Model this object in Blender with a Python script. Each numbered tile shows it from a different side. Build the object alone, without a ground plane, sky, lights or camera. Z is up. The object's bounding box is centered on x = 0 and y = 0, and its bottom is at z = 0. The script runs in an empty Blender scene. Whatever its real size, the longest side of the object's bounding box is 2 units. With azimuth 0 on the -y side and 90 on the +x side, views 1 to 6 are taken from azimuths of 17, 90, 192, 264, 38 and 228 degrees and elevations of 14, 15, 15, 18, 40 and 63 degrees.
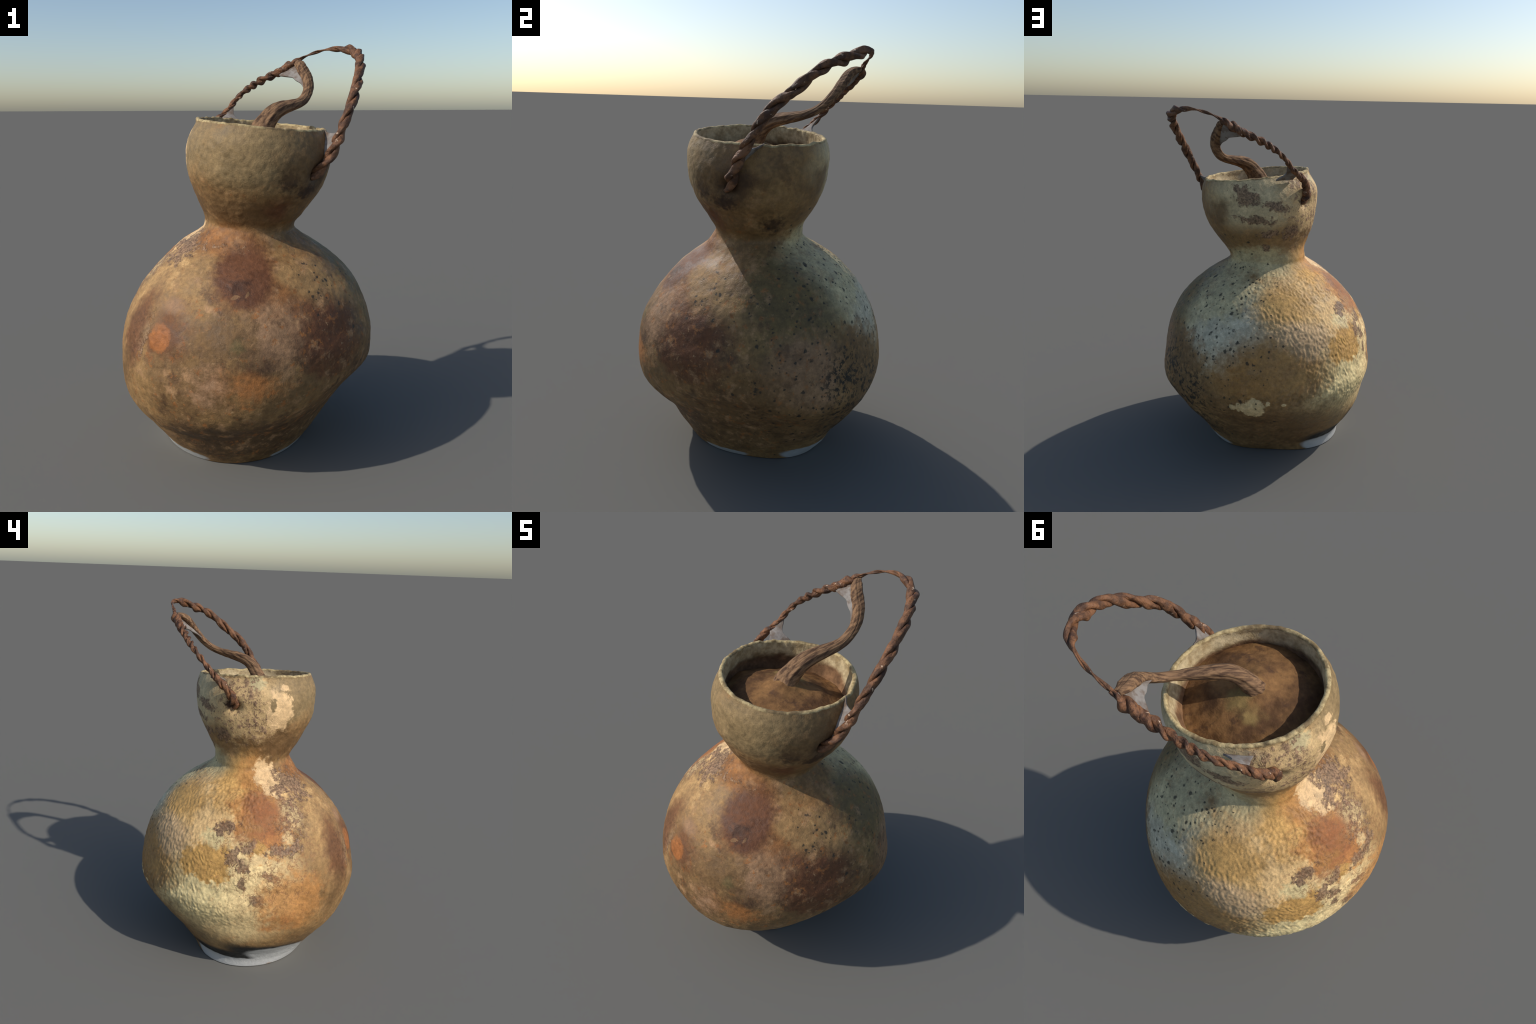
import bpy, bmesh, math, random
import numpy as np
from mathutils import Vector, Matrix

random.seed(7)
TAU = 2 * math.pi

# ---------------------------------------------------------------- profile
# The gourd is a surface of varying cross-section: at every height the radius
# is a mean plus harmonics 1-6 of the direction (lean, ovalness, three-sidedness, dents).
HEIGHTS = [0.0, 0.05, 0.1, 0.15, 0.2, 0.25, 0.3, 0.35, 0.4, 0.45, 0.5, 0.56, 0.62, 0.7, 0.78, 0.86, 0.93, 0.99, 1.04, 1.08, 1.11, 1.14, 1.18, 1.24, 1.31, 1.38, 1.46, 1.54, 1.62]
SECTIONS = [
    (0.3658, -0.0691, 0.0039, 0.0141, 0.0153, -0.0151, 0.0116, -0.0021, -0.0052, 0.0016, 0.0001, -0.0013, 0.0007),
    (0.3942, -0.0586, 0.0054, 0.0045, 0.0199, -0.0129, 0.0063, -0.0021, -0.0056, 0.0005, 0.0006, -0.0012, -0.0001),
    (0.426, -0.0568, 0.0035, 0.0026, 0.0219, -0.0085, 0.0081, -0.0022, -0.0048, -0.001, 0.0017, -0.001, -0.0013),
    (0.4581, -0.0604, 0.0043, 0.0043, 0.0253, -0.0082, 0.0106, -0.0038, -0.0033, -0.0015, 0.0023, -0.001, -0.0012),
    (0.4906, -0.0616, 0.0068, 0.003, 0.032, -0.01, 0.011, -0.0053, -0.0023, -0.0015, 0.0017, -0.0017, -0.0003),
    (0.5265, -0.0581, 0.0025, -0.0029, 0.0338, -0.0086, 0.0134, -0.0073, -0.0009, -0.0007, -0.0006, -0.0021, 0.0003),
    (0.5589, -0.0513, -0.002, -0.0117, 0.0304, -0.0077, 0.0147, -0.0088, 0.0035, 0.0014, -0.0017, -0.0014, 0.0006),
    (0.5888, -0.0394, 0.0026, -0.0178, 0.0262, -0.0068, 0.0139, -0.0084, 0.009, 0.0017, 0.0006, -0.0017, 0.0009),
    (0.6144, -0.0275, 0.0082, -0.0162, 0.0216, -0.0034, 0.0129, -0.006, 0.0109, -0.0002, 0.0036, -0.0023, 0.0011),
    (0.6297, -0.0187, 0.0076, -0.0112, 0.0147, 0.0005, 0.0095, -0.0033, 0.0069, -0.0009, 0.0051, -0.0014, 0.0004),
    (0.6334, -0.0131, 0.0039, -0.0079, 0.0099, 0.0028, 0.0058, -0.0021, 0.0029, 0.0004, 0.0052, -0.0009, -0.0005),
    (0.6274, -0.0068, 0.0006, -0.006, 0.0085, 0.0045, 0.0007, -0.0003, 0.0024, 0.0023, 0.0032, -0.0008, -0.0006),
    (0.6193, -0.0032, 0.0002, -0.0026, 0.0061, 0.005, -0.0014, 0.0017, 0.0025, 0.0028, 0.0013, -0.0003, -0.0005),
    (0.5982, -0.0031, 0.0013, -0.0021, 0.0077, 0.0051, 0.0016, 0.0014, 0.0027, 0.002, 0.0009, 0.0006, -0.0002),
    (0.5633, -0.0022, 0.0067, 0.0021, 0.0065, 0.0061, 0.0022, 0.0001, 0.0012, 0.001, 0.0003, 0.0013, -0.0003),
    (0.5115, 0.0018, 0.0097, 0.0053, 0.0101, 0.008, 0.001, 0.0009, 0.0016, 0.001, -0.0003, 0.0019, -0.0011),
    (0.4505, 0.0034, 0.0097, 0.0064, 0.0077, 0.0062, 0.0011, 0.0009, 0.0015, 0.0013, 0.0005, 0.0013, -0.0011),
    (0.3851, 0.001, 0.0115, 0.0095, 0.003, 0.0051, 0.0007, 0.0009, 0.0005, 0.0008, 0.0012, 0.0009, -0.0006),
    (0.3147, -0.0051, 0.0068, 0.0142, 0.0041, 0.0041, 0.0009, 0.0007, 0.0006, 0.0013, 0.0021, 0.0015, 0.0004),
    (0.2582, 0.0005, -0.0103, 0.0033, 0.0027, -0.0007, 0.0036, 0.0007, 0.0008, 0.0009, 0.0033, 0.0011, 0.0005),
    (0.229, 0.0049, -0.0132, 0.0002, -0.0007, -0.0024, 0.006, -0.0002, 0.0003, 0.0004, 0.0022, 0.0005, 0.0003),
    (0.2233, 0.0128, -0.0081, 0.0043, -0.0058, -0.0037, 0.0044, -0.0007, 0.0, -0.0001, 0.0004, 0.0001, 0.0001),
    (0.2361, 0.0293, -0.0164, 0.0058, -0.0069, -0.0003, 0.0012, 0.0002, 0.0006, -0.0008, -0.0006, 0.0001, -0.0),
    (0.2665, 0.0438, -0.0227, 0.0044, -0.0007, -0.0001, 0.0004, 0.0006, 0.0011, -0.0014, -0.0001, 0.0008, 0.0003),
    (0.3034, 0.0567, -0.0263, 0.0068, -0.0018, -0.0012, -0.0003, -0.0007, -0.0004, -0.0013, 0.0008, 0.001, 0.0007),
    (0.3279, 0.0614, -0.0284, 0.0027, -0.0001, 0.0018, 0.0003, -0.0003, -0.0005, -0.0004, 0.0004, 0.0003, 0.0002),
    (0.3385, 0.0654, -0.0275, 0.0034, -0.0012, 0.0015, -0.0012, -0.0, -0.0, -0.0, 0.0, 0.0, 0.0),
    (0.3319, 0.0647, -0.0252, 0.002, 0.0041, -0.0041, 0.005, -0.0, -0.0, -0.0, 0.0, 0.0, 0.0),
    (0.2935, 0.0756, -0.0264, -0.0026, 0.0089, -0.0042, 0.0042, -0.0, -0.0, -0.0, 0.0, 0.0, 0.0),
]
KZ = np.array(HEIGHTS, float)
KQ = np.array(SECTIONS, float)
KM = np.gradient(KQ, KZ, axis=0)


def radius_at(theta, z):
    z = np.clip(z, 0, KZ[-1] - 1e-6)
    i = np.clip(np.searchsorted(KZ, z, side="right") - 1, 0, len(KZ) - 2)
    h = (KZ[i + 1] - KZ[i])
    t = ((z - KZ[i]) / h)[..., None]
    h = h[..., None]
    q = ((2 * t**3 - 3 * t**2 + 1) * KQ[i] + (t**3 - 2 * t**2 + t) * h * KM[i]
         + (-2 * t**3 + 3 * t**2) * KQ[i + 1] + (t**3 - t**2) * h * KM[i + 1])
    waves = [np.ones_like(theta)]
    for h in range(1, KQ.shape[1] // 2 + 1):
        waves += [np.cos(h * theta), np.sin(h * theta)]
    b = np.stack(waves, -1)
    r = (q * b).sum(-1)
    return r


# ---------------------------------------------------------------- noise
def noise3(p, scale, seed=0):
    """Gradient noise, about -1..1, on an (..., 3) array."""
    p = np.asarray(p, float) * scale + seed * 17.31
    i = np.floor(p).astype(np.int64)
    f = p - i
    w = f * f * f * (f * (f * 6 - 15) + 10)
    out = 0
    for dx in (0, 1):
        for dy in (0, 1):
            for dz in (0, 1):
                n = ((i[..., 0] + dx) * 374761393 + (i[..., 1] + dy) * 668265263 + (i[..., 2] + dz) * 2147483647 + seed * 1013904223) & 0xFFFFFFFF
                n = ((n ^ (n >> 13)) * 1274126177) & 0xFFFFFFFF
                n = n ^ (n >> 16)
                a = (n & 1023) / 1024 * TAU
                c = ((n >> 10) & 1023) / 511.5 - 1
                s = np.sqrt(np.maximum(0, 1 - c * c))
                g = (np.cos(a) * s * (f[..., 0] - dx) + np.sin(a) * s * (f[..., 1] - dy) + c * (f[..., 2] - dz))
                out = out + g * np.where(dx, w[..., 0], 1 - w[..., 0]) * np.where(dy, w[..., 1], 1 - w[..., 1]) * np.where(dz, w[..., 2], 1 - w[..., 2])
    return out * 1.6


def smooth(a, b, x):
    t = np.clip((x - a) / (b - a), 0, 1)
    return t * t * (3 - 2 * t)


# ---------------------------------------------------------------- helpers
def new_object(name, verts, faces, material, parent=None, normals=None):
    me = bpy.data.meshes.new(name)
    me.from_pydata([tuple(v) for v in verts], [], [tuple(f) for f in faces])
    me.update()
    me.polygons.foreach_set("use_smooth", [True] * len(me.polygons))
    if normals is not None:
        me.normals_split_custom_set_from_vertices([tuple(n) for n in normals])
    ob = bpy.data.objects.new(name, me)
    bpy.context.scene.collection.objects.link(ob)
    if material:
        me.materials.append(material)
    if parent:
        ob.parent = parent
    return ob


def grid_faces(rows, cols, wrap=True):
    r = np.arange(rows - 1)[:, None]
    c = np.arange(cols if wrap else cols - 1)[None]
    n = (c + 1) % cols
    return np.stack([r * cols + c, r * cols + n, (r + 1) * cols + n, (r + 1) * cols + c], -1).reshape(-1, 4)


def spline(points, n):
    """Dense even samples of a Catmull-Rom curve through the points."""
    p = np.array(points, float)
    p = np.vstack([2 * p[0] - p[1], p, 2 * p[-1] - p[-2]])
    out = []
    for i in range(1, len(p) - 2):
        t = np.linspace(0, 1, 16, endpoint=False)[:, None]
        a, b, c, d = p[i - 1], p[i], p[i + 1], p[i + 2]
        out.append(.5 * (2 * b + (c - a) * t + (2 * a - 5 * b + 4 * c - d) * t**2 + (3 * b - a - 3 * c + d) * t**3))
    out = np.vstack(out + [p[-2:-1]])
    s = np.r_[0, np.cumsum(np.linalg.norm(np.diff(out, axis=0), axis=1))]
    u = np.linspace(0, s[-1], n)
    return np.stack([np.interp(u, s, out[:, k]) for k in range(3)], 1), s[-1]


def frames(path, up=(0, 0, 1)):
    t = np.gradient(path, axis=0)
    t /= np.linalg.norm(t, axis=1, keepdims=True)
    n = np.cross(t[0], np.array(up, float))
    n /= np.linalg.norm(n)
    N = [n]
    for i in range(1, len(t)):
        n = N[-1] - t[i] * (N[-1] @ t[i])
        N.append(n / np.linalg.norm(n))
    N = np.array(N)
    return t, N, np.cross(t, N)


def tube_mesh(path, rad_fn, ring=20, up=(0, 0, 1)):
    """Tube whose ring radius rad_fn(u along 0..1, angle) may vary; closed ends."""
    t, N, Bn = frames(path, up)
    u = np.linspace(0, 1, len(path))[:, None]
    a = np.linspace(0, TAU, ring, endpoint=False)[None]
    r = rad_fn(u, a)
    v = path[:, None] + r[..., None] * (np.cos(a)[..., None] * N[:, None] + np.sin(a)[..., None] * Bn[:, None])
    v = v.reshape(-1, 3)
    f = [tuple(x) for x in grid_faces(len(path), ring)]
    k = len(v)
    v = np.vstack([v, path[0], path[-1]])
    for j in range(ring):
        f.append((k, (j + 1) % ring, j))
        b = (len(path) - 1) * ring
        f.append((k + 1, b + j, b + (j + 1) % ring))
    return v, f


# ---------------------------------------------------------------- node kit
def srgb(c):
    return tuple(((x / 255) / 12.92 if x / 255 <= .04045 else ((x / 255 + .055) / 1.055) ** 2.4) for x in c) + (1,)


class Kit:
    def __init__(self, name):
        self.m = bpy.data.materials.new(name)
        self.m.use_nodes = True
        self.t = self.m.node_tree
        self.bsdf = self.t.nodes["Principled BSDF"]
        self.pos = self.t.nodes.new("ShaderNodeTexCoord").outputs["Object"]

    def n(self, kind, **kw):
        x = self.t.nodes.new(kind)
        for k, v in kw.items():
            setattr(x, k, v)
        return x

    def link(self, a, b):
        self.t.links.new(a, b)

    def put(self, sock, v):
        if hasattr(v, "is_output"):
            self.link(v, sock)
        else:
            sock.default_value = v

    def math(self, op, a, b=0.0, clamp=False):
        x = self.n("ShaderNodeMath", operation=op, use_clamp=clamp)
        self.put(x.inputs[0], a)
        self.put(x.inputs[1], b)
        return x.outputs[0]

    def vec(self, op, a, b=(0, 0, 0), scale=None):
        x = self.n("ShaderNodeVectorMath", operation=op)
        self.put(x.inputs[0], a)
        if op == "SCALE":
            self.put(x.inputs["Scale"], scale)
            return x.outputs[0]
        if op != "LENGTH":
            self.put(x.inputs[1], b)
            return x.outputs[0]
        return x.outputs["Value"]

    def noise(self, scale, detail=3, rough=.55, coord=None, color=False):
        x = self.n("ShaderNodeTexNoise")
        x.inputs["Scale"].default_value = scale
        x.inputs["Detail"].default_value = detail
        x.inputs["Roughness"].default_value = rough
        self.link(coord or self.pos, x.inputs["Vector"])
        return x.outputs["Color" if color else "Fac"]

    def voronoi(self, scale, coord=None, feature="F1"):
        x = self.n("ShaderNodeTexVoronoi", feature=feature)
        x.inputs["Scale"].default_value = scale
        self.link(coord or self.pos, x.inputs["Vector"])
        return x

    def ramp(self, v, a, b, lo=0.0, hi=1.0, kind="SMOOTHSTEP"):
        x = self.n("ShaderNodeMapRange", interpolation_type=kind)
        self.put(x.inputs["Value"], v)
        for i, val in zip(("From Min", "From Max", "To Min", "To Max"), (a, b, lo, hi)):
            x.inputs[i].default_value = val
        return x.outputs[0]

    def mix(self, fac, a, b, blend="MIX"):
        x = self.n("ShaderNodeMix", data_type="RGBA", blend_type=blend)
        self.put(x.inputs["Factor"], fac)
        for s, v in ((x.inputs[6], a), (x.inputs[7], b)):
            self.put(s, v if hasattr(v, "is_output") else srgb(v))
        return x.outputs[2]

    def warped(self, layers):
        p = self.pos
        for scale, amp in layers:
            c = self.vec("SUBTRACT", self.noise(scale, 2, .5, color=True), (.5, .5, .5))
            p = self.vec("ADD", p, self.vec("SCALE", c, scale=amp))
        return p

    def after(self, coord, earlier):
        """The same coordinate, evaluated only once `earlier` is known (keeps the shader small)."""
        x = self.n("ShaderNodeVectorMath", operation="MULTIPLY_ADD")
        self.link(earlier, x.inputs[0])
        x.inputs[1].default_value = (1e-6, 1e-6, 1e-6)
        self.link(coord, x.inputs[2])
        return x.outputs[0]

    def blob(self, coord, centre, az, el, tilt, rn, rt, rz, feather, ragged=None):
        """Soft ellipsoidal mask lying on the surface around centre."""
        x = self.n("ShaderNodeMapping", vector_type="TEXTURE")
        self.link(coord, x.inputs["Vector"])
        x.inputs["Location"].default_value = centre
        x.inputs["Rotation"].default_value = (math.radians(tilt), math.radians(-el), math.radians(az))
        x.inputs["Scale"].default_value = (rn, rt, rz)
        d = self.vec("LENGTH", x.outputs[0])
        if ragged is not None:
            d = self.math("ADD", d, ragged)
        return self.ramp(d, 1 + feather, 1 - feather)

    def grey(self, v):
        x = self.n("ShaderNodeCombineColor")
        for i in range(3):
            self.put(x.inputs[i], v)
        return x.outputs[0]

    def finish(self, color, height=None, dist=.004, strength=.6, rough=.7, spec=.3):
        self.put(self.bsdf.inputs["Base Color"], color)
        self.put(self.bsdf.inputs["Roughness"], rough)
        self.bsdf.inputs["Specular IOR Level"].default_value = spec
        if height is not None:
            b = self.n("ShaderNodeBump")
            b.inputs["Strength"].default_value = strength
            b.inputs["Distance"].default_value = dist
            self.link(height, b.inputs["Height"])
            self.link(b.outputs[0], self.bsdf.inputs["Normal"])
        return self.m


# ---------------------------------------------------------------- where things sit
# stains, crusts, painted hole shade and plain dark bands: centre, facing azimuth, elevation, tilt, half width, half height, tone, feather, edge kind
PALETTE = {
    "rust2": (180, 128, 72),
    "nipple": (78, 50, 34),
    "cream": (234, 204, 148),
    "cream2": (228, 206, 150),
    "tan": (158, 124, 80),
    "tanl": (210, 172, 118),
    "brown": (114, 86, 54),
    "redbrown": (102, 64, 40),
    "darkbrown": (80, 52, 34),
    "orange": (180, 126, 70),
    "orangeb": (146, 96, 52),
    "spot": (158, 98, 52),
    "rust": (172, 116, 66),
    "olive": (104, 88, 54),
    "paleblue": (204, 196, 168),
    "palegreen": (194, 178, 134),
    "gold": (194, 150, 86),
    "pinkish": (192, 160, 120),
    "crust": (112, 84, 72),
    "flap": (218, 182, 134),
    "lowbrown": (160, 116, 62),
    "base": (86, 64, 42),
    "base2": (116, 88, 56),
    "chip": (212, 182, 132),
    "chipb": (128, 94, 62),
    "palepink": (150, 116, 86),
    "olivecup": (142, 120, 84),
    "palecup": (208, 187, 144),
    "warmcup": (214, 180, 128),
    "red": (144, 92, 56),
    "spotdark": (66, 46, 32),
    "ash": (118, 114, 106),
}
PATCHES = [
    ((-0.485, 0.323, 0.733), 148, 20, 0, 0.457, 0.462, "cream", 0.45, "s"),
    ((-0.62, 0.052, 0.551), 176, 13, 0, 0.279, 0.256, "cream", 0.4, "s"),
    ((-0.491, 0.39, 0.56), 142, 13, 0, 0.268, 0.214, "cream2", 0.4, "s"),
    ((-0.325, 0.338, 0.91), 136, 41, 0, 0.289, 0.281, "tanl", 0.4, "s"),
    ((0.114, 0.506, 0.852), 79, 32, -15, 0.241, 0.226, "paleblue", 0.35, "m"),
    ((0.008, 0.207, 1.132), 92, 10, 0, 0.211, 0.085, "palegreen", 0.4, "m"),
    ((0.216, 0.298, 1.004), 56, 57, -20, 0.226, 0.14, "palegreen", 0.4, "m"),
    ((0.211, 0.382, 0.948), 63, 49, 30, 0.258, 0.144, "palegreen", 0.4, "m"),
    ((0.505, 0.156, 0.864), 19, 41, 0, 0.231, 0.274, "olive", 0.4, "m"),
    ((0.583, 0.222, 0.606), 22, 7, 0, 0.176, 0.171, "palepink", 0.4, "m"),
    ((-0.167, 0.602, 0.622), 107, 16, 0, 0.336, 0.197, "lowbrown", 0.35, "s"),
    ((-0.181, 0.471, 0.237), 106, -34, 0, 0.367, 0.273, "base2", 0.45, "s"),
    ((0.492, -0.081, 0.35), -18, -35, -30, 0.282, 0.353, "base2", 0.4, "m"),
    ((-0.177, -0.412, 0.927), -109, 43, 20, 0.294, 0.17, "tan", 0.4, "s"),
    ((-0.035, -0.633, 0.537), -91, 6, 0, 0.231, 0.152, "brown", 0.5, "m"),
    ((0.305, -0.456, 0.774), -54, 27, -10, 0.15, 0.169, "palepink", 0.4, "m"),
    ((0.104, -0.441, 0.187), -64, -29, 0, 0.367, 0.196, "base", 0.35, "m"),
    ((0.464, -0.317, 0.74), -36, 23, 0, 0.166, 0.206, "redbrown", 0.45, "m"),
    ((0.506, -0.276, 0.709), -31, 22, 0, 0.173, 0.18, "redbrown", 0.45, "m"),
    ((0.28, -0.306, 0.945), -49, 46, 40, 0.182, 0.095, "orangeb", 0.5, "m"),
    ((0.381, -0.215, 0.932), -37, 45, -30, 0.216, 0.11, "tan", 0.4, "m"),
    ((-0.011, -0.256, 1.092), -93, 34, 0, 0.196, 0.088, "orangeb", 0.4, "m"),
    ((0.096, -0.37, 0.974), -76, 49, 0, 0.145, 0.183, "redbrown", 0.29, "s"),
    ((0.101, -0.433, 0.916), -76, 40, 0, 0.049, 0.046, "nipple", 0.5, "s"),
    ((0.087, -0.462, 0.887), -78, 41, 20, 0.021, 0.009, "chipb", 0.15, "r"),
    ((0.136, -0.442, 0.894), -72, 40, -15, 0.007, 0.014, "chipb", 0.15, "r"),
    ((0.081, -0.577, 0.729), -81, 30, 0, 0.134, 0.087, "brown", 0.25, "r"),
    ((0.161, -0.608, 0.537), -73, 4, -5, 0.155, 0.064, "orangeb", 0.5, "r"),
    ((0.024, -0.634, 0.516), -86, 5, 0, 0.089, 0.092, "palepink", 0.5, "r"),
    ((-0.222, -0.538, 0.749), -110, 27, 0, 0.14, 0.132, "redbrown", 0.5, "m"),
    ((-0.193, -0.491, 0.834), -108, 35, 0, 0.065, 0.033, "palepink", 0.5, "s"),
    ((-0.237, -0.558, 0.7), -111, 18, 0, 0.063, 0.062, "spot", 0.14, "o"),
    ((-0.352, -0.499, 0.697), -124, 15, -8, 0.055, 0.097, "crust", 0.2, "r"),
    ((0.132, -0.579, 0.706), -75, 30, 0, 0.031, 0.031, "olive", 0.5, "m"),
    ((0.234, -0.562, 0.645), -65, 16, 0, 0.084, 0.056, "spotdark", 0.7, "r"),
    ((-0.188, 0.396, 0.946), 116, 47, 0, 0.157, 0.123, "gold", 0.4, "m"),
    ((-0.324, 0.471, 0.78), 125, 24, -20, 0.175, 0.098, "pinkish", 0.45, "m"),
    ((-0.279, 0.091, 1.061), 159, 60, -20, 0.13, 0.181, "gold", 0.4, "m"),
    ((-0.441, -0.043, 0.935), -174, 45, 0, 0.178, 0.214, "rust2", 0.3, "j"),
    ((-0.251, 0.014, 1.089), 178, 50, -10, 0.076, 0.125, "rust2", 0.4, "j"),
    ((-0.402, -0.016, 0.975), -176, 45, 20, 0.071, 0.104, "red", 0.35, "j"),
    ((-0.483, -0.106, 0.878), -169, 42, 0, 0.101, 0.117, "rust", 0.35, "j"),
    ((-0.522, 0.28, 0.703), 153, 20, 0, 0.142, 0.097, "gold", 0.15, "j"),
    ((-0.48, 0.229, 0.824), 155, 36, -20, 0.074, 0.039, "cream2", 0.4, "m"),
    ((-0.489, 0.323, 0.725), 148, 20, 0, 0.06, 0.036, "gold", 0.2, "j"),
    ((-0.567, 0.205, 0.659), 161, 14, 20, 0.061, 0.039, "gold", 0.2, "j"),
    ((-0.55, 0.171, 0.744), 163, 20, 0, 0.039, 0.069, "gold", 0.3, "j"),
    ((-0.268, -0.091, 1.066), -160, 59, 15, 0.084, 0.133, "flap", 0.12, "j"),
    ((-0.339, -0.268, 0.948), -142, 49, 20, 0.153, 0.167, "tanl", 0.2, "r"),
    ((-0.378, -0.368, 0.846), -136, 33, -10, 0.171, 0.274, "tan", 0.4, "s"),
    ((-0.244, -0.215, 1.037), -136, 51, 15, 0.073, 0.113, "crust", 0.2, "r"),
    ((-0.316, -0.131, 1.026), -156, 50, 0, 0.046, 0.039, "crust", 0.2, "r"),
    ((-0.413, -0.176, 0.931), -159, 48, 20, 0.073, 0.075, "chip", 0.4, "r"),
    ((-0.379, -0.189, 0.955), -155, 48, 20, 0.063, 0.093, "crust", 0.3, "r"),
    ((-0.465, -0.143, 0.888), -164, 42, 20, 0.057, 0.054, "crust", 0.3, "r"),
    ((-0.485, -0.204, 0.839), -159, 33, 0, 0.048, 0.042, "crust", 0.28, "r"),
    ((-0.462, 0.16, 0.88), 161, 40, 10, 0.057, 0.032, "crust", 0.15, "r"),
    ((-0.474, 0.2, 0.848), 157, 36, 0, 0.022, 0.021, "crust", 0.15, "r"),
    ((-0.558, 0.134, 0.748), 167, 21, -15, 0.031, 0.052, "crust", 0.15, "r"),
    ((-0.582, 0.079, 0.712), 172, 21, 0, 0.034, 0.035, "crust", 0.15, "r"),
    ((-0.548, 0.036, 0.797), 176, 34, 0, 0.051, 0.035, "crust", 0.2, "r"),
    ((-0.605, 0.087, 0.62), 172, 11, 0, 0.021, 0.04, "crust", 0.15, "r"),
    ((-0.627, 0.009, 0.525), -180, 12, 0, 0.042, 0.033, "crust", 0.2, "r"),
    ((-0.604, -0.066, 0.654), -176, 14, -25, 0.053, 0.022, "crust", 0.15, "r"),
    ((-0.55, -0.123, 0.777), -168, 24, -10, 0.077, 0.031, "crust", 0.2, "r"),
    ((-0.521, -0.201, 0.79), -160, 33, 0, 0.035, 0.035, "crust", 0.2, "r"),
    ((-0.506, -0.161, 0.83), -164, 33, 0, 0.027, 0.035, "chip", 0.35, "r"),
    ((-0.579, 0.003, 0.737), 179, 22, 0, 0.069, 0.024, "chip", 0.3, "r"),
    ((-0.55, -0.006, 0.798), -180, 34, 0, 0.028, 0.035, "gold", 0.2, "r"),
    ((-0.607, -0.177, 0.507), -167, 5, 0, 0.18, 0.158, "orange", 0.45, "j"),
    ((-0.614, -0.111, 0.384), -175, -14, 0, 0.111, 0.052, "rust", 0.5, "r"),
    ((-0.394, -0.458, 0.713), -131, 26, -5, 0.09, 0.209, "redbrown", 0.5, "m"),
    ((-0.484, -0.437, 0.477), -140, -2, -20, 0.067, 0.131, "brown", 0.5, "m"),
    ((-0.456, -0.027, 0.92), -177, 41, 35, 0.139, 0.102, "red", 0.5, "r"),
    ((-0.233, -0.235, 1.032), -132, 51, 30, 0.255, 0.029, "crust", 0.3, "r"),
    ((-0.069, 0.63, 0.422), 95, -19, -10, 0.066, 0.067, "chip", 0.1, "j"),
    ((0.041, 0.631, 0.423), 85, -18, 0, 0.021, 0.018, "chip", 0.1, "r"),
    ((0.012, 0.634, 0.427), 87, -18, 0, 0.013, 0.031, "chip", 0.1, "r"),
    ((-0.15, 0.626, 0.464), 104, 1, 0, 0.014, 0.018, "chip", 0.1, "r"),
    ((-0.235, 0.598, 0.456), 112, 2, 0, 0.016, 0.01, "chip", 0.1, "r"),
    ((0.271, 0.399, 0.174), 58, -40, -45, 0.193, 0.06, "base", 0.5, "r"),
    ((-0.152, 0.172, 1.596), 137, 33, -10, 0.058, 0.021, "ash", 0.4, "m"),
    ((-0.22, -0.2, 1.542), -149, 27, 0, 0.208, 0.161, "olivecup", 0.35, "s"),
    ((0.119, -0.361, 1.482), -80, 2, 0, 0.268, 0.154, "olivecup", 0.4, "s"),
    ((0.023, 0.31, 1.49), 99, 5, 0, 0.27, 0.162, "palecup", 0.35, "s"),
    ((0.088, -0.267, 1.213), -80, -32, 0, 0.223, 0.098, "brown", 0.5, "m"),
    ((-0.222, -0.123, 1.278), -157, -21, 0, 0.125, 0.086, "brown", 0.5, "m"),
    ((-0.259, 0.074, 1.476), 162, 1, 0, 0.214, 0.187, "warmcup", 0.4, "r"),
    ((-0.251, 0.07, 1.367), 161, -11, 0, 0.153, 0.087, "crust", 0.6, "r"),
    ((-0.212, 0.167, 1.482), 144, 5, 20, 0.103, 0.142, "crust", 0.7, "r"),
    ((-0.275, -0.003, 1.463), 175, 1, 0, 0.052, 0.089, "crust", 0.7, "r"),
    ((-0.267, 0.002, 1.381), 174, -5, 0, 0.056, 0.056, "crust", 0.35, "r"),
    ((-0.263, -0.131, 1.458), -164, -6, 0, 0.081, 0.107, "flap", 0.12, "j"),
    ((-0.226, -0.148, 1.578), -158, 28, 0, 0.024, 0.016, "flap", 0.12, "r"),
    ((-0.27, -0.089, 1.498), -169, 5, 0, 0.018, 0.035, "olivecup", 0.2, "r"),
    ((-0.232, -0.006, 1.603), 174, 34, 0, 0.038, 0.038, "palegreen", 0.4, "m"),
    ((0.059, 0.312, 1.52), 95, 2, -30, 0.076, 0.047, "crust", 0.22, "r"),
    ((-0.105, 0.268, 1.463), 120, 10, -15, 0.068, 0.025, "crust", 0.22, "r"),
    ((-0.002, 0.297, 1.387), 101, -9, -5, 0.094, 0.025, "crust", 0.22, "r"),
    ((-0.057, 0.25, 1.303), 111, -21, 15, 0.055, 0.022, "crust", 0.22, "r"),
    ((-0.169, 0.175, 1.306), 137, -20, 0, 0.041, 0.046, "crust", 0.22, "r"),
    ((-0.037, 0.222, 1.216), 103, -21, 0, 0.026, 0.023, "crust", 0.22, "r"),
    ((0.244, 0.259, 1.432), 58, -8, 0, 0.084, 0.077, "brown", 0.6, "m"),
    ((0.282, -0.268, 1.373), -48, -18, 0, 0.049, 0.046, "spotdark", 0.6, "m"),
    ((0.329, -0.179, 1.32), -28, -20, 0, 0.045, 0.035, "spotdark", 0.6, "m"),
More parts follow.
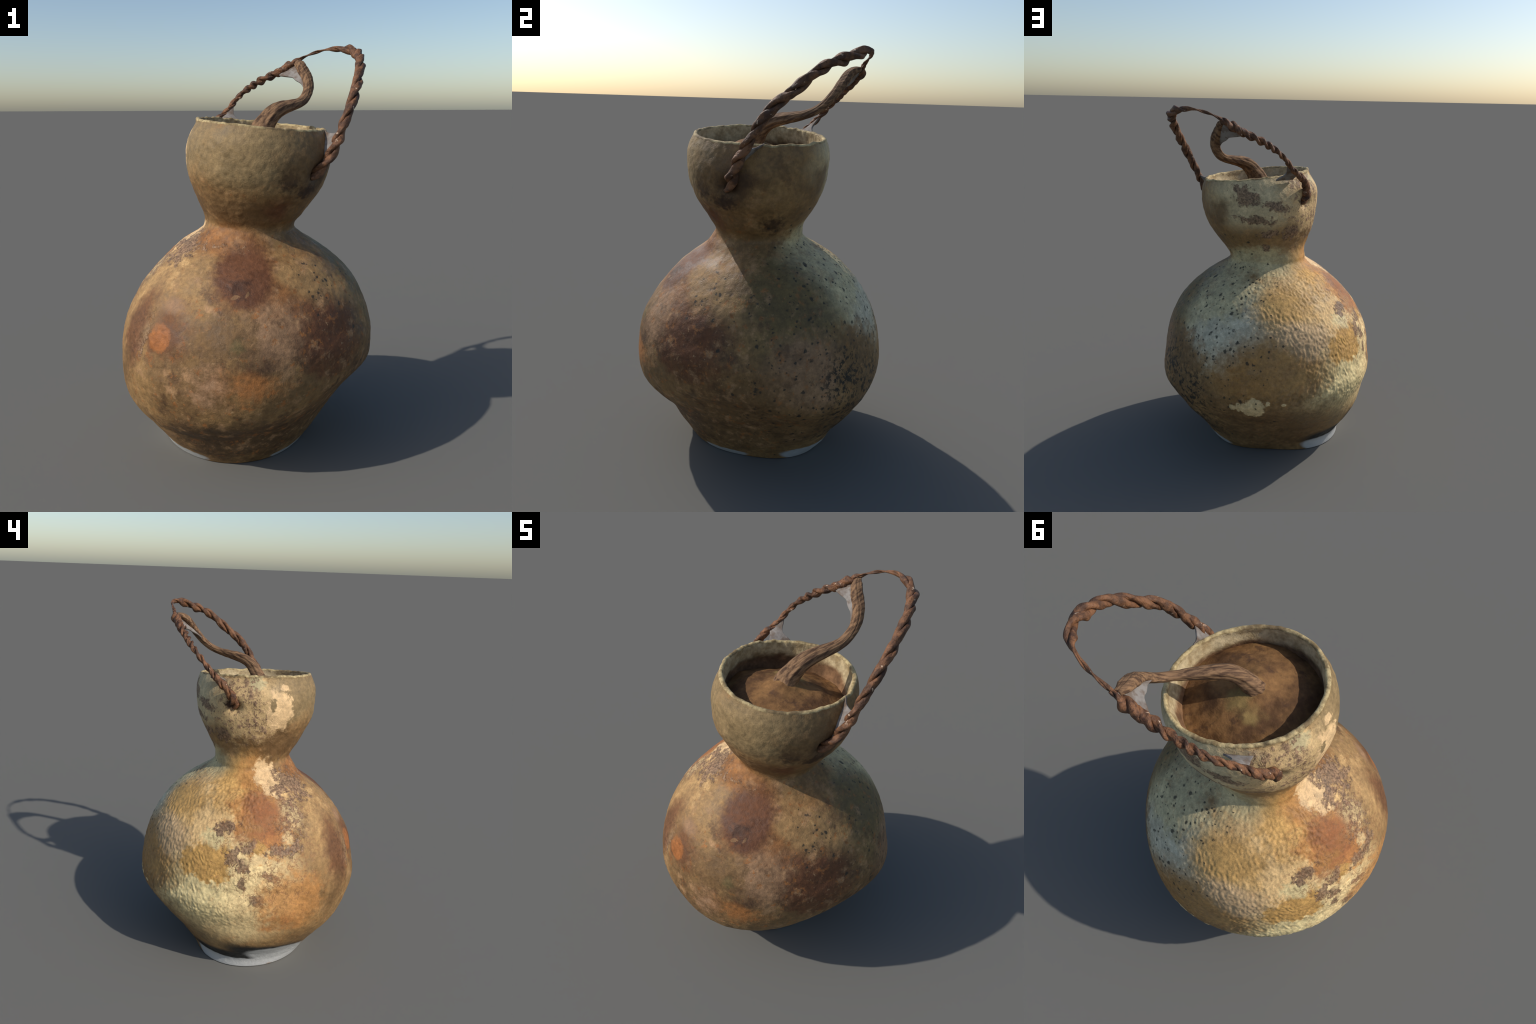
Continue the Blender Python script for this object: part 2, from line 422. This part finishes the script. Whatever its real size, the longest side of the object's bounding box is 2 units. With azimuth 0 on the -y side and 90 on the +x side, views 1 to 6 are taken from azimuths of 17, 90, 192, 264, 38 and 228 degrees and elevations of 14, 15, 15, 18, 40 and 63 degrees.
    ((0.215, -0.231, 1.242), -51, -37, 0, 0.064, 0.059, "redbrown", 0.7, "m"),
    ((0.365, -0.187, 1.445), -29, -11, 0, 0.158, 0.09, "brown", 0.6, "m"),
    ((0.386, -0.105, 1.395), -14, -12, 0, 0.091, 0.069, "spotdark", 0.6, "m"),  # broad darker patch around the right cord hole
    ((0.34, -0.151, 1.313), -23, -21, 0, 0.036, 0.037, "spotdark", 0.6, "m"),
    ((0.281, 0.057, 1.21), 18, -37, 0, 0.048, 0.048, "spotdark", 0.7, "m"),
    ((0.386, 0.092, 1.479), 20, 4, 25, 0.024, 0.072, "brown", 0.5, "r"),
    ((-0.23, 0.137, 1.487), 150, 3, 0, 0.035, 0.028, "spotdark", 0.3, "f"),  # unlit depth of the left cord hole drawn as a dark patch
    ((-0.242, 0.032, 1.578), 168, 35, 0, 0.045, 0.095, "crust", 0.3, "r"),
    ((-0.195, 0.15, 1.567), 143, 34, -20, 0.063, 0.037, "crust", 0.3, "r"),
]
SPECK_FIELDS = [((.42, .40, .62), .48, .4), ((.15, .55, .80), .30, .4), ((.2, .3, 1.0), .26, .4), ((.42, -.25, .92), .12, .5)]
MOULD_FIELDS = [((.40, .46, .40), .17, .5), ((.47, .40, .55), .12, .6), ((.30, .52, .45), .13, .6), ((.33, .42, .22), .16, .6)]
FOOT = [((-.43, .12, .075), 170, 6, .28, .09, (34, 33, 31)), ((-.50, -.08, .125), 189, -14, .26, .075, (34, 33, 31)),
        ((-.41, .12, .02), 165, 0, .24, .055, (176, 175, 171)), ((-.50, -.17, .055), 200, -12, .26, .092, (176, 175, 171)),
        ((-.26, -.33, .0), 235, 0, .18, .05, (176, 175, 171)), ((.27, .28, .02), 45, 0, .16, .055, (172, 173, 172)),
        ((.27, -.16, .0), -30, 0, .12, .03, (168, 167, 163))]
PITS = [((-.235, .115, 1.475), .034, .035), ((.375, -.145, 1.395), .036, .03), ((.095, -.416, .911), .02, .004)]
STEM = [(0.07, -0.066, 1.47), (0.076, -0.056, 1.515), (0.081, -0.046, 1.556), (0.088, -0.034, 1.59), (0.107, -0.014, 1.627), (0.121, 0.005, 1.651), (0.136, 0.028, 1.669), (0.151, 0.055, 1.68), (0.166, 0.083, 1.688), (0.181, 0.111, 1.694), (0.197, 0.14, 1.7), (0.211, 0.168, 1.706), (0.223, 0.197, 1.715), (0.231, 0.226, 1.728), (0.235, 0.254, 1.746), (0.237, 0.278, 1.767), (0.235, 0.3, 1.792), (0.228, 0.32, 1.817), (0.215, 0.337, 1.842), (0.198, 0.354, 1.864), (0.18, 0.373, 1.89), (0.163, 0.4, 1.909), (0.152, 0.43, 1.918)]
STEM_RADIUS = [(0, .075), (.07, .066), (.11, .056), (.16, .047), (.22, .039), (.32, .033), (.45, .026), (.55, .021), (.65, .021), (.78, .023), (.88, .025), (.95, .022), (1, .012)]
STEM_FLAT = .6
CORD_A = [(.346, -.143, 1.378), (.376, -.140, 1.404), (.415, -.127, 1.451), (.443, -.110, 1.500), (.460, -.085, 1.550), (.472, -.056, 1.600), (.486, -.027, 1.649), (.498, .004, 1.697),
          (.505, .041, 1.742), (.508, .085, 1.782), (.509, .130, 1.819), (.508, .175, 1.858), (.504, .221, 1.895), (.494, .271, 1.923), (.476, .324, 1.942),
          (.448, .374, 1.963), (.405, .415, 1.975), (.353, .443, 1.981), (.296, .456, 1.980), (.238, .457, 1.968), (.183, .449, 1.948), (.150, .440, 1.930)]
CORD_A_RADIUS = [(0, .023), (.06, .028), (.14, .026), (.3, .025), (.5, .026), (.62, .027), (.74, .026), (.8, .018), (.87, .009), (.94, .007), (1, .009)]
CORD_B = [(.160, .445, 1.938), (.127, .435, 1.914), (.097, .426, 1.895), (.066, .416, 1.877), (.035, .404, 1.861), (.003, .393, 1.845), (-.029, .382, 1.830), (-.059, .370, 1.812),
          (-.088, .357, 1.793), (-.115, .341, 1.773), (-.138, .323, 1.750), (-.156, .303, 1.725), (-.170, .281, 1.699), (-.185, .259, 1.673), (-.203, .237, 1.649),
          (-.224, .217, 1.626), (-.240, .192, 1.602), (-.243, .163, 1.572), (-.243, .140, 1.540), (-.237, .121, 1.505), (-.205, .110, 1.475)]
CORD_B_RADIUS = [(0, .007), (.04, .018), (.1, .026), (.2, .023), (.35, .018), (.55, .015), (.66, .017), (.8, .023), (.93, .027), (1, .022)]
MEMBRANES = [
    ([(.150, .436, 1.925), (.098, .426, 1.888), (.035, .403, 1.855)], [(.160, .405, 1.905), (.215, .337, 1.840), (.228, .272, 1.772)], (0, 0, .0), .2),
    ([(.385, -.135, 1.415), (.430, -.108, 1.500), (.464, -.068, 1.580)], [(.372, -.120, 1.42), (.385, -.085, 1.50), (.374, .010, 1.588)], (0, 0, 0), .1),
    ([(-.208, .230, 1.642), (-.190, .252, 1.668), (-.162, .292, 1.712)], [(-.172, .166, 1.606), (-.142, .197, 1.608), (-.090, .240, 1.604)], (0, 0, 0), .3),
]

# ---------------------------------------------------------------- materials
def skin_material(name, low, high):
    """Skin between two heights; stains that reach neither are left out."""
    k = Kit(name)
    warp = {"s": k.warped([(2.6, .12)]), "m": k.warped([(5, .12)]), "r": k.warped([(8, .07)]), "f": k.warped([(26, .018)])}
    n_big = k.noise(3.2, 4, .6)
    n_mid = k.noise(11, 5, .62)
    n_fine = k.noise(44, 5, .66)
    n_grain = k.noise(170, 3, .6)
    ragged = {"s": k.math("MULTIPLY", k.math("SUBTRACT", n_mid, .5), .7),
              "m": k.math("MULTIPLY", k.math("SUBTRACT", k.noise(15, 6, .68), .5), 1.5),
              "r": k.math("MULTIPLY", k.math("SUBTRACT", k.noise(27, 6, .7), .5), 2.0),
              "f": k.math("MULTIPLY", k.math("SUBTRACT", n_fine, .5), 2.4),
              "c": k.math("MULTIPLY", k.math("SUBTRACT", k.noise(34, 6, .68), .5), 4.2),
              "j": k.math("MULTIPLY", k.math("SUBTRACT", k.noise(20, 7, .68), .5), 2.0)}
    ragged["o"] = k.math("MULTIPLY", k.math("SUBTRACT", n_fine, .5), 1.0)
    warp["j"] = warp["c"] = warp["o"] = warp["f"]
    col = k.mix(k.ramp(n_big, .35, .65), (124, 95, 60), (150, 117, 74))
    scab = k.mix(k.ramp(k.noise(95, 3, .6), .38, .6), (94, 71, 55), (150, 120, 92))

    def scuffs(col):
        # flaking and scuffing: lighter scurf, darker soaked streaks, strongest at the front
        worn = k.blob(k.after(warp["s"], col), (.30, -.45, .55), -56, 0, 0, .62, .75, .75, .5)
        worn = k.math("ADD", .26, k.math("MULTIPLY", worn, .58))
        for scale, lo, hi, off, tone in ((13, .52, .66, (0, 0, 0), (166, 128, 90)), (9, .53, .68, (5, 2, 1), (88, 63, 42)),
                                         (24, .56, .64, (1, 8, 3), (152, 98, 52)), (38, .60, .70, (9, 4, 6), (168, 134, 96))):
            m = k.ramp(k.noise(scale, 7, .7, k.vec("ADD", k.after(k.pos, col), off)), lo, hi)
            col = k.mix(k.math("MULTIPLY", m, worn), col, tone)
        return col

    rough_mask = 0.0
    scuffed = False
    for c, az, el, tilt, rt, rz, tone, feather, w in PATCHES:
        if c[2] + 1.6 * max(rz, .06) < low or c[2] - 1.6 * max(rz, .06) > high:
            continue
        if tone == "redbrown" and feather < .3 and not scuffed:
            col, scuffed = scuffs(col), True
        small = min(rt, rz) < .05
        if small and w not in "jo":
            w = "f"
        if tone == "crust":
            w = "c"
        rn = max(.1 if small else .16, .8 * max(rt, rz))
        m = k.blob(k.after(warp[w], col), c, az, el, tilt, rn, rt, rz, feather, ragged[w])
        if tone == "crust":
            if feather > .25:
                m = k.math("MULTIPLY", m, k.ramp(n_fine, .36 + .2 * feather, .5 + .2 * feather))
            rough_mask = k.math("MAXIMUM", rough_mask, m)
            col = k.mix(k.math("MULTIPLY", m, .9), col, scab)
            continue
        if feather >= .45 and w == "r":
            m = k.math("MULTIPLY", m, k.ramp(n_mid, .3, .62))
        elif feather > .3:
            m = k.math("MULTIPLY", m, .85)
        col = k.mix(m, col, PALETTE[tone])
    if not scuffed:
        col = scuffs(col)
    # thin rusty veins where the outer skin flakes
    line = k.math("ABSOLUTE", k.math("SUBTRACT", k.noise(13, 5, .6, k.after(warp["f"], col)), .5))
    vein = k.math("MULTIPLY", k.ramp(line, .022, .004), k.blob(k.after(warp["m"], col), (-.55, -.06, .80), 188, 15, 0, .3, .34, .42, .5, ragged["m"]))
    col = k.mix(k.math("MULTIPLY", vein, .65), col, (132, 92, 62))
    # dark mould specks, only on the sides where they grow
    region = 0.0
    for c, rad, f in SPECK_FIELDS:
        region = k.math("MAXIMUM", region, k.blob(k.after(warp["m"], col), c, 0, 0, 0, rad, rad, rad, f, ragged["m"]))
    for scale, size, thr in ((30, .34, .30), (58, .40, .30)):
        v = k.voronoi(scale, k.after(warp["f"], col))
        sep = k.n("ShaderNodeSeparateColor")
        k.link(v.outputs["Color"], sep.inputs[0])
        big = k.math("MULTIPLY", k.ramp(sep.outputs[0], thr, 1.0, .25, 1.0), size)
        dot = k.ramp(k.math("ADD", k.math("DIVIDE", v.outputs["Distance"], big), ragged["f"]), 1.3, .6)
        on = k.math("LESS_THAN", sep.outputs[1], k.math("MULTIPLY", region, .5))
        col = k.mix(k.math("MULTIPLY", k.math("MULTIPLY", dot, on), .85), col, (52, 48, 40))
    thick = 0.0
    for c, rad, f in MOULD_FIELDS:
        thick = k.math("MAXIMUM", thick, k.blob(k.after(warp["m"], col), c, 0, 0, 0, rad, rad, rad, f, ragged["m"]))
    mould = k.math("MULTIPLY", thick, k.ramp(k.noise(38, 5, .7), .5, .56))
    col = k.mix(k.math("MULTIPLY", mould, .9), col, (34, 34, 30))
    # mottling and stains
    mot = k.math("MULTIPLY", k.ramp(n_mid, .25, .75, .74, 1.24, "LINEAR"), k.ramp(n_fine, .25, .75, .72, 1.25, "LINEAR"))
    mot = k.math("MULTIPLY", mot, k.ramp(n_grain, .2, .8, .86, 1.12, "LINEAR"))
    col = k.mix(1.0, col, k.grey(mot), "MULTIPLY")
    # char line and pale plaster foot
    for c, az, tilt, rt, rz, tone in FOOT:
        if low < .3:
            m = k.blob(k.after(warp["f"], col), c, az, -20, tilt, .14, rt, rz, .12 if tone[0] > 100 else .3)
            col = k.mix(m, col, tone)
    h = k.math("ADD", k.math("MULTIPLY", n_fine, .9), k.math("MULTIPLY", n_grain, .45))
    h = k.math("ADD", h, k.math("MULTIPLY", rough_mask, .9))
    return k.finish(col, h, .006, .5, k.ramp(n_mid, .3, .7, .5, .75), .3)


def inside_material():
    k = Kit("gourd_inside")
    sep = k.n("ShaderNodeSeparateXYZ")
    k.link(k.warped([(9, .06), (30, .02)]), sep.inputs[0])
    n = k.noise(14, 5, .62)
    pale = k.mix(k.ramp(n, .35, .65), (150, 128, 92), (196, 176, 138))
    brown = k.mix(k.ramp(n, .35, .65), (100, 74, 52), (136, 102, 72))
    tilt = k.math("ADD", sep.outputs[2], k.math("MULTIPLY", sep.outputs[0], .09))
    col = k.mix(k.ramp(tilt, 1.555, 1.525), pale, brown)
    f = k.noise(60, 4, .6)
    col = k.mix(1.0, col, k.grey(k.ramp(f, .25, .75, .82, 1.15)), "MULTIPLY")
    return k.finish(col, f, .006, .6, .8, .2)


def rim_material():
    k = Kit("gourd_rim")
    n = k.noise(22, 5, .65)
    col = k.mix(k.ramp(n, .36, .62), (128, 108, 74), (200, 178, 130))
    col = k.mix(k.ramp(k.noise(9, 3), .55, .66), col, (120, 100, 70))
    f = k.noise(90, 4, .6)
    return k.finish(col, f, .005, .6, .75, .3)


def stopper_material():
    k = Kit("stopper_flesh")
    n = k.noise(8, 5, .62)
    f = k.noise(45, 5, .65)
    col = k.mix(k.ramp(n, .35, .66), (92, 65, 42), (142, 104, 64))
    col = k.mix(k.ramp(k.noise(5.5, 3), .55, .72), col, (138, 114, 70))
    col = k.mix(k.math("MULTIPLY", k.ramp(k.noise(18, 4), .58, .68), .6), col, (78, 56, 42))
    col = k.mix(1.0, col, k.grey(k.ramp(f, .25, .75, .82, 1.15)), "MULTIPLY")
    return k.finish(col, f, .006, .6, .8, .2)


def stem_material():
    k = Kit("dry_stem")
    # fibres run along the stem: squeeze the coordinate in its general direction
    d = Vector((.35, .85, .4)).normalized()
    along = k.n("ShaderNodeVectorMath", operation="DOT_PRODUCT")
    k.link(k.pos, along.inputs[0])
    along.inputs[1].default_value = d
    x = k.n("ShaderNodeVectorMath", operation="SCALE")
    x.inputs[0].default_value = d * -.86
    k.link(along.outputs["Value"], x.inputs["Scale"])
    p = k.vec("ADD", k.pos, x.outputs[0])
    streak = k.noise(75, 4, .6, p)
    n = k.noise(18, 4, .6)
    col = k.mix(k.ramp(streak, .36, .64), (80, 59, 45), (142, 110, 80))
    col = k.mix(k.math("MULTIPLY", k.ramp(n, .5, .7), .4), col, (112, 86, 64))
    return k.finish(col, streak, .005, .55, .8, .2)


def cord_material():
    k = Kit("twisted_hide")
    n = k.noise(24, 4, .6)
    s = k.noise(70, 4, .65, k.warped([(20, .06)]))
    info = k.n("ShaderNodeObjectInfo").outputs["Random"]
    col = k.mix(k.ramp(n, .35, .65), (64, 41, 29), (136, 92, 60))  # noise tones paint highlights and crease shade into the hide, line 607 likewise
    col = k.mix(k.math("MULTIPLY", k.ramp(info, 0, 1), .3), col, (112, 80, 56))
    col = k.mix(k.math("MULTIPLY", k.ramp(s, .52, .72), .7), col, (56, 34, 26))
    col = k.mix(k.math("MULTIPLY", k.ramp(k.noise(34, 4), .66, .72), .8), col, (206, 178, 150))
    return k.finish(col, s, .008, .8, .6, .35)


def web_material():
    k = Kit("pale_membrane")
    n = k.noise(16, 4, .6)
    col = k.mix(k.ramp(n, .35, .62), (110, 98, 88), (140, 134, 128))
    col = k.mix(k.math("MULTIPLY", k.ramp(k.noise(20, 4), .5, .62), .6), col, (98, 78, 62))
    return k.finish(col, n, .006, .4, .8, .2)


NECK = 1.125
bulb_mat = skin_material("bulb_skin", 0, NECK)
cup_mat = skin_material("cup_skin", NECK, 1.7)
inside_mat = inside_material()
rim_mat = rim_material()
stopper_mat = stopper_material()
stem_mat = stem_material()
cord_mat = cord_material()
web_mat = web_material()

# ---------------------------------------------------------------- the gourd
gourd = bpy.data.objects.new("gourd_bottle", None)
bpy.context.scene.collection.objects.link(gourd)
gourd["label"] = "weathered brown gourd vessel with twisted hide handle and stem stopper"
gourd["category"] = "gourd bottle"


def rim_height(theta):
    """The mouth tips towards +x and its cut edge is a little ragged."""
    c = np.stack([np.cos(theta), np.sin(theta), 0 * theta], -1)
    return (1.607 - .0288 * np.cos(theta) - .0027 * np.sin(theta) - .003 * np.cos(2 * theta)
            + .006 * noise3(c, 4, 3) + .003 * noise3(c, 11, 4))


def relief(p):
    """Lumps, pimples and dents of the outer skin, in metres along the normal."""
    x, y, z = p[..., 0], p[..., 1], p[..., 2]
    th = np.arctan2(y, x)
    bulb = smooth(1.16, 1.04, z)
    side = np.cos(th - math.radians(128))
    pimply = smooth(.35, .8, side) * bulb * smooth(.2, .42, z) * (.55 + .45 * smooth(-.3, .3, noise3(p, 4, 9)))
    q = p * np.array([1, 1, .8])
    q = q + .02 * np.stack([noise3(p, 9, 71), noise3(p, 9, 72), noise3(p, 9, 73)], -1)
    pim = noise3(q, 66, 5)
    d = pimply * .0034 * (pim + .55 * noise3(q, 34, 6))
    d += .003 * noise3(p, 3.2, 1)
    d += (1 - pimply) * (.0012 * noise3(p, 17, 2) + .0011 * noise3(p, 42, 3))
    cup = 1 - bulb
    d += cup * (.0008 + .0016 * smooth(.2, .9, np.cos(th + math.radians(62))) * smooth(-.2, .4, noise3(p, 5, 15))) * noise3(p, 32, 8)
    front = smooth(.2, .8, np.cos(th + math.radians(50))) * bulb
    d += front * .002 * noise3(p, 11, 11)
    for c, r, depth in PITS:
        d -= depth * np.exp(-((p - np.array(c)) ** 2).sum(-1) / (r * r))
    return d * smooth(.0, .05, z)


COLS = 960
theta = np.linspace(0, TAU, COLS, endpoint=False)
top = rim_height(theta)
rows = []
for f in np.linspace(.02, .97, 11):                       # flat foot
    r = radius_at(theta, np.zeros(COLS)) * f
    rows.append(np.stack([r * np.cos(theta) - .06 * 0, r * np.sin(theta), np.zeros(COLS)], -1))
OUTER = 370
outer = []
for i in range(OUTER + 1):
    z = top * i / OUTER
    r = radius_at(theta, z)
    outer.append(np.stack([r * np.cos(theta), r * np.sin(theta), z], -1))
outer = np.array(outer)
n = np.cross(np.roll(outer, -1, 1) - np.roll(outer, 1, 1), np.gradient(outer, axis=0))
n /= np.linalg.norm(n, axis=-1, keepdims=True)
outer = outer + n * relief(outer)[..., None]
outer[..., 2] = np.maximum(outer[..., 2], 0)
mouth = np.array([.075, -.025])
WALL = .021
edge = outer[-1]
radial = edge[:, :2] - mouth
rr = np.linalg.norm(radial, axis=1)
radial = radial / rr[:, None]
lip = []
wall_here = WALL + .004 * noise3(edge, 7, 21)
for a in np.linspace(0, math.pi, 9)[1:]:
    back = wall_here * (1 - math.cos(a)) / 2
    up = .009 * math.sin(a)
    lip.append(np.column_stack([edge[:, :2] - radial * back[:, None], edge[:, 2] + up + .0006 * noise3(edge, 45, 5)]))
inner = []
FLOOR = 1.34
last = lip[-1]
for t in np.linspace(0, 1, 45)[1:]:
    z = last[:, 2] * (1 - t) + FLOOR * t
    r = radius_at(theta, z)
    c = np.column_stack([r * np.cos(theta), r * np.sin(theta)])
    d = c - mouth
    L = np.linalg.norm(d, axis=1)
    want = np.minimum(L - WALL * (1 + .8 * smooth(0, .25, np.full(COLS, t)) + 2.6 * t), 1)
    first = np.linalg.norm(last[:, :2] - mouth, axis=1)
    b = smooth(0, .12, np.full(COLS, t))
    want = first * (1 - b) + want * b
    p = np.column_stack([mouth + d / L[:, None] * want[:, None], z])
    p[:, :2] += (d / L[:, None]) * (.004 * noise3(p, 14, 31))[:, None] * b[:, None]
    inner.append(p)
for f in (.66, .33, .02):
    p = inner[43].copy()
    p[:, :2] = mouth + (p[:, :2] - mouth) * f
    inner.append(p)

allrows = np.array(rows + list(outer) + lip + inner)
R = len(allrows)
V = allrows.reshape(-1, 3)
gn = np.cross(np.roll(allrows, -1, 1) - np.roll(allrows, 1, 1), np.gradient(allrows, axis=0))
gn /= np.maximum(np.linalg.norm(gn, axis=-1, keepdims=True), 1e-9)
gn[:10] = (0, 0, -1)

i0 = len(rows)
neck = i0 + int(np.argmin(np.abs(outer[:, 0, 2] - NECK)))
i1 = i0 + OUTER
i2 = i1 + len(lip)
for name, a, b, mat in (("bulb", 0, neck, bulb_mat), ("cup", neck, i1, cup_mat), ("rim", i1, i2, rim_mat), ("inner_wall", i2, R - 1, inside_mat)):
    vs = allrows[a:b + 1].reshape(-1, 3)
    fs = grid_faces(b - a + 1, COLS)
    if name == "bulb":
        fs = list(map(tuple, fs)) + [tuple(range(COLS))[::-1]]
    elif name == "inner_wall":
        fs = list(map(tuple, fs)) + [tuple((b - a) * COLS + j for j in range(COLS))]
    new_object(name, vs, fs, mat, gourd, gn[a:b + 1].reshape(-1, 3))

# ---------------------------------------------------------------- stopper with its stem
ST = np.array([.08, -.055])


def stopper_height(x, y):
    dx, dy = x - ST[0], y - ST[1]
    r = np.hypot(dx, dy)
    return 1.563 - .82 * r**2 - .05 * dx - .02 * smooth(.03, .25, dy) + .028 * np.exp(-(r / .075) ** 2)


SR, SC = 60, 160
a = np.linspace(0, TAU, SC, endpoint=False)
sv = []
for f in np.linspace(.01, 1, SR):
    z0 = np.full(SC, 1.46)
    r = radius_at(a, z0)
    ex, ey = r * np.cos(a), r * np.sin(a)
    d = np.column_stack([ex, ey]) - mouth
    L = np.linalg.norm(d, axis=1)
    e = mouth + d / L[:, None] * (L - .034)[:, None]
    xy = ST + (e - ST) * f
    z = stopper_height(xy[:, 0], xy[:, 1])
    p = np.column_stack([xy, z])
    p[:, 2] += .010 * noise3(p, 9, 41) + .003 * noise3(p, 30, 42)
    sv.append(p)
sv = np.array(sv)
under = sv[-1].copy()
under[:, 2] -= .03
sv = np.concatenate([sv, under[None]])
sf = list(map(tuple, grid_faces(SR + 1, SC))) + [tuple(range(SC))[::-1], tuple(SR * SC + j for j in range(SC))]
stopper = new_object("stopper", sv.reshape(-1, 3), [tuple(f) for f in sf], stopper_mat, gourd)

stem_path, stem_len = spline(STEM, 220)


def table(pairs):
    xs, ys = zip(*pairs)
    return lambda u: np.interp(u, xs, ys)


stem_r = table(STEM_RADIUS)


def stem_radius(u, ang):
    tw = ang + u * 1.2
    ridges = .045 * np.cos(4 * tw + 1.0) + .03 * np.cos(9 * tw + 2 * np.sin(u * 9)) + .018 * np.cos(17 * tw + 3 * np.sin(u * 6 + 1))
    flat = 1 + .16 * np.cos(2 * (ang - STEM_FLAT))
    return stem_r(u) * flat * (1 + ridges)


v, f = tube_mesh(stem_path, stem_radius, 72)
v = v + (.0016 * noise3(v, 40, 51))[:, None]
new_object("stem", v, f, stem_mat, stopper)


# ---------------------------------------------------------------- twisted cords
def cord(name, points, radius, turns, parent, seed, strands=2, up=(0, 0, 1)):
    path, length = spline(points, 420)
    holder = bpy.data.objects.new(name, None)
    bpy.context.scene.collection.objects.link(holder)
    holder.parent = parent
    t, N, Bn = frames(path, up)
    u = np.linspace(0, 1, len(path))
    R_ = radius(u) * (1 + .16 * noise3(np.column_stack([u * 17, u * 0, u * 0 + seed]), 1, seed + 5))
    phase = np.cumsum(np.full(len(path), TAU * turns / len(path)) * (1 + .55 * noise3(np.column_stack([u * 9, u * 0, u * 0]), 1, seed)))
    for s in range(strands):
        ph = phase + TAU * s / strands
        off = R_ * (.46 + .12 * noise3(np.column_stack([u * 20, u * 0 + s, u * 0]), 1, seed + 1))
        c = path + off[:, None] * (np.cos(ph)[:, None] * N + np.sin(ph)[:, None] * Bn)

        def ring(uu, ang, s=s, ph=ph):
            base = R_[:, None] * .56 * (1 + .22 * np.cos(2 * (ang - ph[:, None] - .5)))
            wob = 1 + .26 * noise3(np.stack([uu * 28 + 0 * ang, np.cos(ang) + 0 * uu + s * 5, np.sin(ang) + 0 * uu], -1), 1, seed + 2)
            fibre = 1 + .05 * np.cos(6 * ang + uu * 40)
            return base * wob * fibre
        v, f = tube_mesh(c, ring, 18, up)
        new_object("strand", v, f, cord_mat, holder)
    return path


LOOP = np.array([.30, .22, 1.76])


def drawn_in(points, amount):
    """The loop pulled towards its middle, except where it is tied."""
    p = np.array(points, float)
    d = LOOP - p
    return p + d / np.linalg.norm(d, axis=1, keepdims=True) * amount


path_a = cord("handle_cord", drawn_in(CORD_A, .002), table(CORD_A_RADIUS), 6, gourd, 3)
path_b = cord("tether_cord", CORD_B, table(CORD_B_RADIUS), 7, gourd, 8)


# ---------------------------------------------------------------- pale membranes
def membrane(name, one, two, bow, sag=.3, thick=.008, m=28):
    """Sheet stretched between two edges; its free end is drawn in by sag."""
    one, _ = spline(one, 60)
    two, _ = spline(two, 60)
    g = []
    for i in range(m + 1):
        row = []
        for j in range(m + 1):
            w = j / m
            t = i / m * (1 - sag * math.sin(math.pi * w))
            k1 = np.array([np.interp(t * 59, np.arange(60), one[:, c]) for c in range(3)])
            k2 = np.array([np.interp(t * 59, np.arange(60), two[:, c]) for c in range(3)])
            row.append(k1 * (1 - w) + k2 * w + np.array(bow) * math.sin(math.pi * w) * t)
        g.append(row)
    g = np.array(g)
    g += .003 * noise3(g, 25, 61)[..., None]
    nn = np.cross(np.gradient(g, axis=0), np.gradient(g, axis=1))
    nn /= np.maximum(np.linalg.norm(nn, axis=-1, keepdims=True), 1e-9)
    v = np.concatenate([(g + nn * thick / 2).reshape(-1, 3), (g - nn * thick / 2).reshape(-1, 3)])
    k = (m + 1) ** 2
    f = []
    for i in range(m):
        for j in range(m):
            q = (i * (m + 1) + j, i * (m + 1) + j + 1, (i + 1) * (m + 1) + j + 1, (i + 1) * (m + 1) + j)
            f.append(q[::-1])
            f.append(tuple(x + k for x in q))
    loop = [(0, j) for j in range(m)] + [(i, m) for i in range(m)] + [(m, j) for j in range(m, 0, -1)] + [(i, 0) for i in range(m, 0, -1)]
    ids = [i * (m + 1) + j for i, j in loop]
    for p, q in zip(ids, ids[1:] + ids[:1]):
        f.append((p, q, q + k, p + k))
    new_object(name, v, f, web_mat, gourd)


for one, two, bow, sag in MEMBRANES:
    membrane("membrane", one, two, bow, sag)
